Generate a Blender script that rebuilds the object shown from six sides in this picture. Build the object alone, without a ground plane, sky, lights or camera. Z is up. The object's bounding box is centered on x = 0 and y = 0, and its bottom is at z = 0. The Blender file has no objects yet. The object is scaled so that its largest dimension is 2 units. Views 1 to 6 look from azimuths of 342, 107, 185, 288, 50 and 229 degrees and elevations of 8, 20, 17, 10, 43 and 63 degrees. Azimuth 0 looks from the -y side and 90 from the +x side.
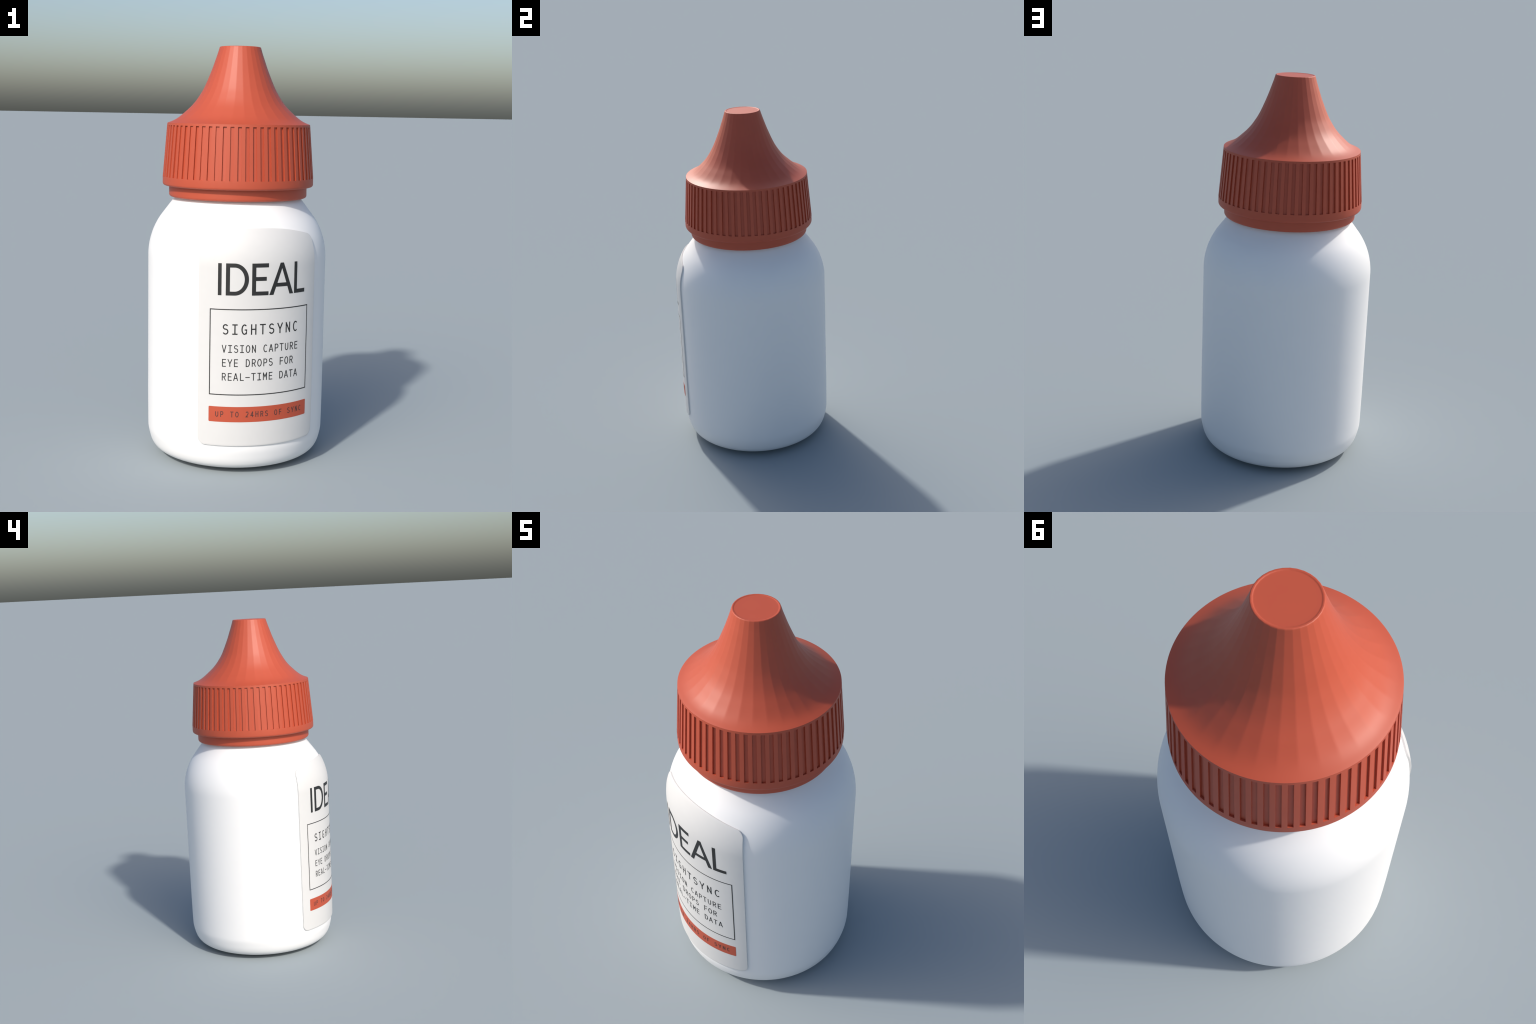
"""Dropper bottle: white bottle body, ribbed red screw cap with a flared nozzle,
collar ring, and a raised paper label with printed lettering."""
import bpy, bmesh
from math import sin, cos, pi, radians, degrees, sqrt, atan2, hypot

AXIS_Y = 0.0040          # the label stands proud on -y, so the axis sits a touch behind the centre


# ------------------------------------------------------------------ helpers
def smoothstep(a, b, x):
    t = min(1.0, max(0.0, (x - a) / (b - a)))
    return t * t * (3 - 2 * t)


def polar(r, az, z):
    """azimuth 0 = front (-y), growing towards +x (radians)"""
    return (r * sin(az), AXIS_Y - r * cos(az), z)


def monotone(xs, ys):
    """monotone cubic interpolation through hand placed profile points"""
    h = [xs[i + 1] - xs[i] for i in range(len(xs) - 1)]
    d = [(ys[i + 1] - ys[i]) / h[i] for i in range(len(h))]
    m = [d[0]] + [(2 * d[i - 1] * d[i] / (d[i - 1] + d[i]) if d[i - 1] * d[i] > 0 else 0.0)
                  for i in range(1, len(h))] + [d[-1]]

    def f(x):
        i = 0
        while i < len(h) - 1 and x > xs[i + 1]:
            i += 1
        t = (x - xs[i]) / h[i]
        return (ys[i] * (2 * t ** 3 - 3 * t * t + 1) + h[i] * m[i] * (t ** 3 - 2 * t * t + t)
                + ys[i + 1] * (3 * t * t - 2 * t ** 3) + h[i] * m[i + 1] * (t ** 3 - t * t))
    return f


def make_object(name, verts, faces, mat, parent, sharp=None):
    me = bpy.data.meshes.new(name)
    me.from_pydata(verts, [], faces)
    bm = bmesh.new()
    bm.from_mesh(me)
    bmesh.ops.remove_doubles(bm, verts=bm.verts, dist=1e-7)
    bmesh.ops.recalc_face_normals(bm, faces=bm.faces)
    bm.to_mesh(me)
    bm.free()
    me.polygons.foreach_set("use_smooth", [True] * len(me.polygons))
    if sharp is not None:
        me.set_sharp_from_angle(angle=radians(sharp))
    me.materials.append(mat)
    me.update()
    ob = bpy.data.objects.new(name, me)
    bpy.context.scene.collection.objects.link(ob)
    ob.parent = parent
    return ob


def lathe(name, rows, segs, mat, parent, radius=None, lean=None, close_top=True, close_bottom=True, sharp=40):
    """rows: list of (r, z) from bottom to top; radius(r, z, az) may reshape each ring"""
    verts, faces = [], []
    for r, z in rows:
        for j in range(segs):
            az = 2 * pi * j / segs
            x, y, _ = polar(radius(r, z, az) if radius else r, az, z)
            verts.append((x, y + (lean(z) if lean else 0.0), z))
    for i in range(len(rows) - 1):
        for j in range(segs):
            k = (j + 1) % segs
            faces.append((i * segs + j, i * segs + k, (i + 1) * segs + k, (i + 1) * segs + j))
    for flag, row in ((close_bottom, 0), (close_top, len(rows) - 1)):
        if flag:
            verts.append((0, AXIS_Y + (lean(rows[row][1]) if lean else 0.0), rows[row][1]))
            c = len(verts) - 1
            for j in range(segs):
                faces.append((c, row * segs + j, row * segs + (j + 1) % segs))
    return make_object(name, verts, faces, mat, parent, sharp)


def round_corner(p0, p1, p2, n=6):
    """quarter-round from p0 to p2 with its corner at p1 (quadratic blend)"""
    out = []
    for i in range(n + 1):
        t = i / n
        out.append(tuple((1 - t) ** 2 * p0[k] + 2 * t * (1 - t) * p1[k] + t * t * p2[k] for k in (0, 1)))
    return out


# ---------------------------------------------------------------- materials
def srgb(r, g, b):
    f = lambda c: c / 12.92 if c <= 0.04045 else ((c + 0.055) / 1.055) ** 2.4
    return tuple(f(c / 255.0) for c in (r, g, b)) + (1.0,)


def plastic(name, low, high, rough, grain=0.0, scale=14.0, bump=0.0, spec=0.5):
    m = bpy.data.materials.new(name)
    m.use_nodes = True
    nt = m.node_tree
    b = nt.nodes["Principled BSDF"]
    b.inputs["Roughness"].default_value = rough
    b.inputs["Specular IOR Level"].default_value = spec
    co = nt.nodes.new("ShaderNodeTexCoord")
    no = nt.nodes.new("ShaderNodeTexNoise")
    no.inputs["Scale"].default_value = scale
    no.inputs["Detail"].default_value = 3.0
    ramp = nt.nodes.new("ShaderNodeValToRGB")
    ramp.color_ramp.elements[0].position, ramp.color_ramp.elements[1].position = 0.3, 0.7
    ramp.color_ramp.elements[0].color, ramp.color_ramp.elements[1].color = low, high
    nt.links.new(co.outputs["Object"], no.inputs["Vector"])
    nt.links.new(no.outputs["Fac"], ramp.inputs["Fac"])
    nt.links.new(ramp.outputs["Color"], b.inputs["Base Color"])
    if bump:
        fine = nt.nodes.new("ShaderNodeTexNoise")
        fine.inputs["Scale"].default_value = 420.0
        bp = nt.nodes.new("ShaderNodeBump")
        bp.inputs["Strength"].default_value = bump
        bp.inputs["Distance"].default_value = 0.001
        nt.links.new(co.outputs["Object"], fine.inputs["Vector"])
        nt.links.new(fine.outputs["Fac"], bp.inputs["Height"])
        nt.links.new(bp.outputs["Normal"], b.inputs["Normal"])
    return m


RED = plastic("red_plastic", (0.437, 0.071, 0.0315, 1), (0.445, 0.073, 0.0330, 1), 0.5)
WHITE = plastic("white_plastic", (0.798, 0.798, 0.798, 1), (0.802, 0.802, 0.802, 1), 0.5)
PAPER = plastic("label_paper", (0.620, 0.616, 0.608, 1), (0.628, 0.624, 0.616, 1), 0.5, scale=30)
INK = plastic("dark_ink", (0.013, 0.0132, 0.0134, 1), (0.016, 0.0162, 0.0164, 1), 0.5)
BAND = plastic("red_print", (0.437, 0.071, 0.0315, 1), (0.445, 0.073, 0.0330, 1), 0.5)
FAINT_INK = plastic("faint_ink", (0.052, 0.026, 0.025, 1), (0.056, 0.028, 0.027, 1), 0.5)


# ------------------------------------------------------------ body profile
BODY_R = 0.4385
BASE_H = 0.30                         # below this the wall draws in to a soft foot
# radius of the foot against the square root of height
foot = monotone([sqrt(z) for z in (0.0, 0.004, 0.012, 0.030, 0.055, 0.090, 0.136, 0.30)],
                [0.17, 0.277, 0.338, 0.3932, 0.4165, 0.4291, 0.4368, BODY_R])
SHOULDER_Z, SHOULDER_R = 0.99, 0.34   # arc of the shoulder
SHOULDER_SIN = 0.605                  # arc ends here, then a straight cone up to the neck
ARC_END_Z = SHOULDER_Z + SHOULDER_R * SHOULDER_SIN
ARC_END_COS = sqrt(1 - SHOULDER_SIN ** 2)
NECK_Z = 1.288


def body_radius(z):
    if z < BASE_H:
        return foot(sqrt(max(0.0, z)))
    if z < SHOULDER_Z:
        return BODY_R
    if z < ARC_END_Z:
        s = (z - SHOULDER_Z) / SHOULDER_R
        return BODY_R - SHOULDER_R * (1 - sqrt(1 - s * s))
    return BODY_R - SHOULDER_R * (1 - ARC_END_COS) - (z - ARC_END_Z) * SHOULDER_SIN / ARC_END_COS


def on_body(az, z, off):
    """point at a distance off above the bottle's skin"""
    e = 1e-4
    r = body_radius(z)
    dr = (body_radius(z + e) - body_radius(z - e)) / (2 * e)
    n = sqrt(1 + dr * dr)
    return polar(r + off / n, az, z - off * dr / n)


# ------------------------------------------------------------------- root
root = bpy.data.objects.new("dropper_bottle", None)
bpy.context.scene.collection.objects.link(root)
root["label"] = "white eye drop bottle with red ribbed cap and printed label"
root["category"] = "eye drop bottle"

# ------------------------------------------------------------- bottle body
rows = [(foot(sqrt(BASE_H) * i / 90), BASE_H * (i / 90) ** 2) for i in range(90)]
rows += [(BODY_R, BASE_H + (SHOULDER_Z - BASE_H) * i / 20) for i in range(20)]
for i in range(41):
    a = i / 40 * atan2(SHOULDER_SIN, ARC_END_COS)
    rows.append((BODY_R - SHOULDER_R * (1 - cos(a)), SHOULDER_Z + SHOULDER_R * sin(a)))
rows += [(body_radius(ARC_END_Z + (NECK_Z - ARC_END_Z) * i / 8), ARC_END_Z + (NECK_Z - ARC_END_Z) * i / 8)
         for i in range(1, 9)]
rows += [(0.296, 1.30), (0.296, 1.33)]
lathe("bottle_body", rows, 256, WHITE, root)

# --------------------------------------------------------------------- cap
FACETS = 32
RIBS = 64
RIM_Z, GROOVE_TOP, GROOVE_END, SKIRT_Z = 1.6335, 1.6225, 1.3765, 1.333
WALL_TOP_R, WALL_R = 0.3478, 0.3690


def wall_radius(z):
    if z <= GROOVE_END:
        return WALL_R
    return WALL_R + (WALL_TOP_R - WALL_R) * (z - GROOVE_END) / (RIM_Z - GROOVE_END)


def facet(az):
    """how far a 32-sided polygon falls short of its circle at this azimuth"""
    step = 2 * pi / FACETS
    d = (az / step - int(az // step) - 0.5) * step if az >= 0 else 0
    d = ((az / step) % 1.0 - 0.5) * step
    return cos(step / 2) / cos(d)


# ribbed grip: one moulded ring, 64 recessed flutes between raised ribs
verts, faces = [], []


def patch(fr, az0, az1, z0, z1, na=3, nz=1):
    """curved rectangle; fr(az, z) gives the radius"""
    base = len(verts)
    for i in range(nz + 1):
        z = z0 + (z1 - z0) * i / nz
        for j in range(na + 1):
            az = az0 + (az1 - az0) * j / na
            verts.append(polar(fr(az, z), az, z))
    for i in range(nz):
        for j in range(na):
            a = base + i * (na + 1) + j
            faces.append((a, a + 1, a + na + 2, a + na + 1))


def quad(*pts):
    base = len(verts)
    verts.extend(pts)
    faces.append(tuple(range(base, base + len(pts))))


FLUTE_DEPTH = 0.0058
outer = lambda az, z: wall_radius(z)
floor = lambda az, z: (wall_radius(z) - FLUTE_DEPTH) * facet(az)
pitch = 2 * pi / RIBS
for k in range(RIBS):
    a0, a1, a2 = k * pitch, (k + 0.5) * pitch, (k + 1) * pitch
    patch(floor, a0, a1, GROOVE_END, GROOVE_TOP)
    patch(outer, a1, a2, GROOVE_END, GROOVE_TOP)
    for x0, x1 in ((a0, a1), (a1, a2)):
        patch(outer, x0, x1, GROOVE_TOP, RIM_Z)
    for a in (a0, a1):                                   # flute side walls
        quad(*[polar(f(a, z), a, z) for f, z in ((floor, GROOVE_END), (outer, GROOVE_END),
                                                 (outer, GROOVE_TOP), (floor, GROOVE_TOP))])
    for z in (GROOVE_END, GROOVE_TOP):                   # flute end ledges
        for j in range(3):
            b0, b1 = a0 + (a1 - a0) * j / 3, a0 + (a1 - a0) * (j + 1) / 3
            quad(polar(floor(b0, z), b0, z), polar(floor(b1, z), b1, z),
                 polar(outer(b1, z), b1, z), polar(outer(b0, z), b0, z))
    skirt = [(WALL_R, GROOVE_END)] + round_corner((WALL_R, SKIRT_Z + 0.013), (WALL_R, SKIRT_Z), (WALL_R - 0.014, SKIRT_Z))
    skirt += [(0.325, SKIRT_Z)]
    for (r0, z0), (r1, z1) in zip(skirt, skirt[1:]):
        for x0, x1 in ((a0, a1), (a1, a2)):
            for j in range(3):
                b0, b1 = x0 + (x1 - x0) * j / 3, x0 + (x1 - x0) * (j + 1) / 3
                quad(polar(r0, b0, z0), polar(r0, b1, z0), polar(r1, b1, z1), polar(r1, b0, z1))
cap = make_object("screw_cap", verts, faces, RED, root, sharp=35)

# flared nozzle cone, moulded with 32 soft flats that fade out at the rim
cone_pts = [(1.6335, 0.3478), (1.6432, 0.3235), (1.6540, 0.3036), (1.6710, 0.2808), (1.6907, 0.2586),
            (1.7162, 0.2320), (1.7400, 0.2121), (1.7660, 0.1945), (1.7950, 0.1773), (1.8225, 0.1643),
            (1.8610, 0.1480), (1.9010, 0.1322), (1.9360, 0.1200), (1.9650, 0.1100), (1.9948, 0.1007)]
cone_r = monotone([p[0] for p in cone_pts], [p[1] for p in cone_pts])
rows = []
n = 90
for i in range(n + 1):
    z = 1.6335 + (1.9948 - 1.6335) * (i / n) ** 1.25
    rows.append((cone_r(z), z))
rows += round_corner((0.1007, 1.9948), (0.0994, 2.0), (0.0962, 2.0), 8)[1:]
rows += round_corner((0.0952, 2.0), (0.0934, 2.0), (0.0922, 1.9995), 5)
rows += round_corner((0.0914, 1.9991), (0.0900, 1.9984), (0.0870, 1.9984), 5)
rows += [(0.06, 1.9984), (0.03, 1.9984)]


def cone_shape(r, z, az):
    w = smoothstep(1.634, 1.668, z)
    return r * (1 - w + w * facet(az))


def cone_lean(z):
    """the nozzle stands slightly forward of the cap's axis"""
    return -0.0082 * smoothstep(-0.12, 1.0, min(1.0, (z - RIM_Z) / 0.18)) if z > RIM_Z + 1e-6 else 0.0


lathe("nozzle_cone", rows, FACETS * 10, RED, cap, radius=cone_shape, lean=cone_lean, close_bottom=False, sharp=60)

# collar ring under the skirt
COLLAR_R, COLLAR_Z = 0.338, 1.279
rows = [(0.29, COLLAR_Z), (0.31, COLLAR_Z)]
rows += round_corner((COLLAR_R - 0.013, COLLAR_Z), (COLLAR_R, COLLAR_Z), (COLLAR_R, COLLAR_Z + 0.014), 8)
rows += [(COLLAR_R, 1.31), (COLLAR_R, 1.345)]
lathe("collar_ring", rows, 256, RED, cap, close_top=False, close_bottom=False, sharp=50)

# ------------------------------------------------------------------- label
LABEL_T = 0.008
LABEL_HALF = radians(39.1)
ARC = BODY_R + LABEL_T


def label_bottom(az, inset=0.0):
    d = max(0.0, (LABEL_HALF - abs(az)) * ARC)
    rho = 0.036
    return 0.1515 + (rho - sqrt(max(0.0, rho * rho - (rho - d) ** 2)) if d < rho else 0.0)


def label_top(az):
    d = max(0.0, (LABEL_HALF - abs(az)) * ARC)
    rho = 0.025
    top = 1.1632 - 0.033 * (abs(degrees(az)) / 35.5) ** 2
    return top - (rho - sqrt(max(0.0, rho * rho - (rho - d) ** 2)) if d < rho else 0.0)


def label_skin(z):
    """the sheet hugs the bottle more closely where the wall draws in"""
    return LABEL_T - 0.0010 * (1 - smoothstep(0.15, 0.25, z))


def build_label():
    NU, NV = 150, 130
    V, F = [], []
    cols = [LABEL_HALF * sin(pi / 2 * sin(pi / 2 * (2 * i / NU - 1))) for i in range(NU + 1)]
    lift = 0.0007

    def sheet(shrink, off):
        base = len(V)
        for az in cols:
            a = az * (1 - shrink / (LABEL_HALF * ARC))
            z0, z1 = label_bottom(az) + shrink, label_top(az) - shrink
            for j in range(NV + 1):
                zz = z0 + (z1 - z0) * j / NV
                V.append(on_body(a, zz, off + label_skin(zz) - LABEL_T))
        return base

    top = sheet(lift, LABEL_T)
    edge = lambda i, j: i * (NV + 1) + j
    for i in range(NU):
        for j in range(NV):
            F.append((top + edge(i, j), top + edge(i + 1, j), top + edge(i + 1, j + 1), top + edge(i, j + 1)))
    ring = [(i, 0) for i in range(NU)] + [(NU, j) for j in range(NV)] \
        + [(i, NV) for i in range(NU, 0, -1)] + [(0, j) for j in range(NV, 0, -1)]
    prev = [top + edge(i, j) for i, j in ring]
    for shrink, off in ((0.0002, LABEL_T - 0.0002), (0.0, LABEL_T - 0.0007), (0.0, -0.002)):
        cur = []
        for i, j in ring:
            az = cols[i]
            a = az * (1 - shrink / (LABEL_HALF * ARC))
            z0, z1 = label_bottom(az) + shrink, label_top(az) - shrink
            zz = z0 + (z1 - z0) * j / NV
            V.append(on_body(a, zz, off + label_skin(zz) - LABEL_T))
            cur.append(len(V) - 1)
        m = len(ring)
        for k in range(m):
            F.append((prev[k], prev[(k + 1) % m], cur[(k + 1) % m], cur[k]))
        prev = cur
    return make_object("paper_label", V, F, PAPER, root, sharp=50)


label = build_label()

# ------------------------------------------------- printed matter (raised ink)
INK_H = 0.0005


class Print:
    """solid ink strips laid on the label; x is arc length from the label's middle, y is height"""
    def __init__(self):
        self.v, self.f, self.layer = [], [], 0

    def strip(self, left, right, base=0.0, closed=False):
        """two matching border polylines -> closed solid following the label"""
        L, R = [left[0]], [right[0]]
        for i in range(1, len(left)):
            length = max(hypot(left[i][0] - left[i - 1][0], left[i][1] - left[i - 1][1]),
                         hypot(right[i][0] - right[i - 1][0], right[i][1] - right[i - 1][1]))
            n = max(1, int(length / 0.008))
            for k in range(1, n + 1):
                t = k / n
                for dst, src in ((L, left), (R, right)):
                    dst.append((src[i - 1][0] + (src[i][0] - src[i - 1][0]) * t,
                                src[i - 1][1] + (src[i][1] - src[i - 1][1]) * t))
        wide = max(hypot(a[0] - b[0], a[1] - b[1]) for a, b in zip(L, R))
        m = max(1, int(wide / 0.008))
        hi = LABEL_T + base + INK_H + self.layer * 0.00003
        lo = LABEL_T + base - 0.0008
        self.layer += 1
        b0 = len(self.v)
        for off in (hi, lo):
            for a, b in zip(L, R):
                for k in range(m + 1):
                    t = k / m
                    x, y = a[0] + (b[0] - a[0]) * t, a[1] + (b[1] - a[1]) * t
                    self.v.append(on_body(x / ARC, y, off))
        n, w = len(L), m + 1
        at = lambda s, i, k: b0 + s * n * w + i * w + k
        for s in (0, 1):
            for i in range(n - 1):
                for k in range(m):
                    self.f.append((at(s, i, k), at(s, i + 1, k), at(s, i + 1, k + 1), at(s, i, k + 1)))
        for i in range(n - 1):
            for k in (0, m):
                self.f.append((at(0, i, k), at(0, i + 1, k), at(1, i + 1, k), at(1, i, k)))
        for k in range(0 if closed else m):
            for i in (0, n - 1):
                self.f.append((at(0, i, k), at(0, i, k + 1), at(1, i, k + 1), at(1, i, k)))

    def stroke(self, pts, w, closed=False, base=0.0):
        """pen stroke of width w with mitred joints and butt ends"""
        pts = [q for i, q in enumerate(pts) if i == 0 or hypot(q[0] - pts[i - 1][0], q[1] - pts[i - 1][1]) > 1e-5]
        n = len(pts)
        left, right = [], []
        for i in range(n):
            p = pts[i]
            a = pts[(i - 1) % n] if (closed or i > 0) else None
            b = pts[(i + 1) % n] if (closed or i < n - 1) else None
            def unit(s, e):
                dx, dy = e[0] - s[0], e[1] - s[1]
                l = hypot(dx, dy)
                return dx / l, dy / l
            d0 = unit(a, p) if a else unit(p, b)
            d1 = unit(p, b) if b else d0
            nx, ny = -(d0[1] + d1[1]), d0[0] + d1[0]
            l = hypot(nx, ny)
            nx, ny = nx / l, ny / l
            k = w / 2 / max(0.35, nx * -d0[1] + ny * d0[0])
            left.append((p[0] + nx * k, p[1] + ny * k))
            right.append((p[0] - nx * k, p[1] - ny * k))
        if closed:
            left.append(left[0])
            right.append(right[0])
        self.strip(left, right, base, closed)

    def done(self, name, mat, parent):
        return make_object(name, self.v, self.f, mat, parent, sharp=40)


def arc(cx, cy, rx, ry, a0, a1, n=18):
    return [(cx + rx * cos(radians(a0 + (a1 - a0) * i / n)), cy + ry * sin(radians(a0 + (a1 - a0) * i / n)))
            for i in range(n + 1)]


def deg(a):
    return radians(a) * ARC


# --- frame and band
frame = Print()
w = 0.0045
x, y0, y1 = deg(32.0), 0.3955, 0.8003
frame.stroke([(-x + w / 2, y0 + w / 2), (x - w / 2, y0 + w / 2), (x - w / 2, y1 - w / 2), (-x + w / 2, y1 - w / 2)], w, closed=True)
frame.done("frame_line", INK, label)

band = Print()
x, y0, y1, c = deg(32.1), 0.2675, 0.3405, 0.004
left = [(-x, y0 + c), (-x + 0.3 * c, y0 + 0.3 * c), (-x + c, y0), (x - c, y0), (x - 0.3 * c, y0 + 0.3 * c), (x, y0 + c)]
right = [(-x, y1 - c), (-x + 0.3 * c, y1 - 0.3 * c), (-x + c, y1), (x - c, y1), (x - 0.3 * c, y1 - 0.3 * c), (x, y1 - c)]
band.strip(left, right)
band_ob = band.done("red_band", BAND, label)

# --- heading, drawn letter by letter
B, T = 0.8635, 1.0105
S = 0.0182                       # bar thickness


def heading():
    out = []
    p = Print()                                            # I
    p.stroke([(deg(-26.2), B), (deg(-26.2), T)], deg(2.15))
    out.append(p)
    p = Print()                                            # D
    x0, cx = deg(-22.6), deg(-17.4)
    st = deg(2.4)
    mid, ry = (B + T) / 2, (T - B) / 2
    rx = deg(-9.1) - cx
    o = [(x0, B), (cx, B)] + arc(cx, mid, rx, ry, -90, 90, 28)[1:] + [(x0, T)]
    q = [(x0 + st, B + S), (cx, B + S)] + arc(cx, mid, rx - deg(2.5), ry - S, -90, 90, 28)[1:] + [(x0 + st, T - S)]
    o.append(o[0])
    q.append(q[0])
    p.strip(o, q, closed=True)
    out.append(p)
    p = Print()                                            # E
    x0, x1 = deg(-7.26), deg(2.8)
    p.strip([(x0, B), (x0, T)], [(x0 + deg(2.4), B), (x0 + deg(2.4), T)])
    for yb, yt, xe in ((B, B + S, x1), (0.9306, 0.9489, deg(1.55)), (T - S, T, x1)):
        p.strip([(x0 + 0.004, yb), (xe, yb)], [(x0 + 0.004, yt), (xe, yt)])
    out.append(p)
    p = Print()                                            # A
    tl, tr = deg(10.35), deg(12.55)
    p.strip([(deg(3.31), B), (tl, T)], [(deg(5.98), B), (tr, T)])
    p.strip([(deg(16.92), B), (tl, T)], [(deg(19.58), B), (tr, T)])
    p.strip([(deg(6.9), 0.9005), (deg(16.0), 0.9005)], [(deg(7.7), 0.9180), (deg(15.2), 0.9180)])
    out.append(p)
    p = Print()                                            # L
    x0, x1 = deg(20.3), deg(28.85)
    p.strip([(x0, B), (x0, T)], [(x0 + deg(2.2), B), (x0 + deg(2.2), T)])
    p.strip([(x0 + 0.004, B), (x1, B)], [(x0 + 0.004, B + S), (x1, B + S)])
    out.append(p)
    return out


for p in heading():
    p.done("heading_letter", INK, label)

# --- single-width technical lettering: strokes on a unit cell, x in -1..1, y in 0..1
O_SHAPE = arc(0, 0.5, 0.92, 0.5, 90, 450, 32)[:-1]


def bowl(y0, y1, x0=-0.75, x1=0.85, flat=0.12):
    h = (y1 - y0) / 2
    return [(x0, y1)] + arc(flat, y0 + h, x1 - flat, h, 90, -90, 14) + [(x0, y0)]


S_SHAPE = arc(0.0, 0.745, 0.80, 0.255, 28, 180, 14) + arc(0.0, 0.745, 0.80, 0.225, 190, 248, 6) \
    + arc(0.02, 0.265, 0.84, 0.265, 70, 0, 8) + arc(0.0, 0.265, 0.86, 0.265, -10, -155, 14)
C_SHAPE = arc(0.08, 0.5, 0.92, 0.5, 48, 312, 28)
GLYPH = {
    "A": [[(-0.95, 0), (-0.06, 1), (0.06, 1), (0.95, 0)], [(-0.62, 0.29), (0.62, 0.29)]],
    "C": [C_SHAPE],
    "D": [[(-0.8, 0), (-0.8, 1)], [(-0.8, 1), (-0.1, 1)] + arc(-0.1, 0.5, 0.95, 0.5, 85, -85, 20) + [(-0.1, 0), (-0.8, 0)]],
    "E": [[(0.8, 0), (-0.72, 0), (-0.72, 1), (0.8, 1)], [(-0.72, 0.52), (0.62, 0.52)]],
    "F": [[(-0.7, 0), (-0.7, 1), (0.82, 1)], [(-0.7, 0.5), (0.66, 0.5)]],
    "G": [arc(0.06, 0.5, 0.92, 0.5, 50, 318, 28) + [(0.80, 0.13), (0.80, 0.46), (0.10, 0.46)]],
    "H": [[(-0.8, 0), (-0.8, 1)], [(0.8, 0), (0.8, 1)], [(-0.8, 0.52), (0.8, 0.52)]],
    "I": [[(-0.75, 1), (0.75, 1)], [(-0.75, 0), (0.75, 0)], [(0, 0), (0, 1)]],
    "L": [[(-0.6, 1), (-0.6, 0), (0.88, 0)]],
    "M": [[(-0.84, 0), (-0.84, 1)], [(0.84, 0), (0.84, 1)], [(-0.80, 0.97), (0, 0.42), (0.80, 0.97)]],
    "N": [[(-0.78, 0), (-0.78, 1)], [(0.78, 0), (0.78, 1)], [(-0.76, 0.98), (0.76, 0.02)]],
    "O": [O_SHAPE],
    "P": [[(-0.72, 0), (-0.72, 1)], bowl(0.44, 1.0, -0.72, 0.86)],
    "R": [[(-0.74, 0), (-0.74, 1)], bowl(0.47, 1.0, -0.74, 0.82), [(0.05, 0.47), (0.85, 0)]],
    "S": [S_SHAPE],
    "T": [[(-0.92, 1), (0.92, 1)], [(0, 0), (0, 1)]],
    "U": [[(-0.8, 1), (-0.8, 0.34)] + arc(0, 0.34, 0.8, 0.34, 180, 360, 18) + [(0.8, 1)]],
    "V": [[(-0.92, 1), (-0.04, 0), (0.04, 0), (0.92, 1)]],
    "Y": [[(-0.94, 1), (0, 0.40)], [(0.94, 1), (0, 0.40)], [(0, 0), (0, 0.41)]],
    "2": [arc(0.0, 0.70, 0.76, 0.30, 155, -15, 14) + [(0.55, 0.47), (-0.72, 0.0), (0.85, 0.0)]],
    "4": [[(0.9, 0.24), (-0.85, 0.24), (0.36, 1), (0.42, 1), (0.42, 0)]],
    "-": [[(-0.9, 0.42), (0.9, 0.42)]],
}


def write(text, first, step, half, y0, y1, pen, mat, parent, base=0.0):
    """one letter object per character; first and step in degrees of azimuth (cell centres)"""
    for i, ch in enumerate(text):
        if ch == " ":
            continue
        cx = deg(first + step * i)
        p = Print()
        for s in GLYPH[ch]:
            pts = [(cx + u * (half - pen / 2), y0 + pen / 2 + v * (y1 - y0 - pen)) for u, v in s]
            closed = s is O_SHAPE
            if not closed:                                # butt ends reach the full letter height
                def push(e, inner):
                    dx, dy = e[0] - inner[0], e[1] - inner[1]
                    l = hypot(dx, dy)
                    return (e[0] + dx / l * pen / 2, e[1] + dy / l * pen / 2)
                if len(s) < 8:
                    pts = [push(pts[0], pts[1])] + pts[1:-1] + [push(pts[-1], pts[-2])]
            p.stroke(pts, pen, closed=closed, base=base)
        p.done("letter", mat, parent)


write("SIGHTSYNC", -22.45, 5.54, 0.0152, 0.6815, 0.7305, 0.0056, INK, label)
write("VISION CAPTURE", -23.15, 3.53, 0.0112, 0.5968, 0.6330, 0.0040, INK, label)
write("EYE DROPS FOR", -23.15, 3.53, 0.0112, 0.5306, 0.5668, 0.0040, INK, label)
write("REAL-TIME DATA", -23.15, 3.53, 0.0112, 0.4652, 0.5010, 0.0040, INK, label)
write("UP TO 24HRS OF SYNC", -27.05, 3.005, 0.0083, 0.2915, 0.3185, 0.0032, FAINT_INK, band_ob, base=INK_H)
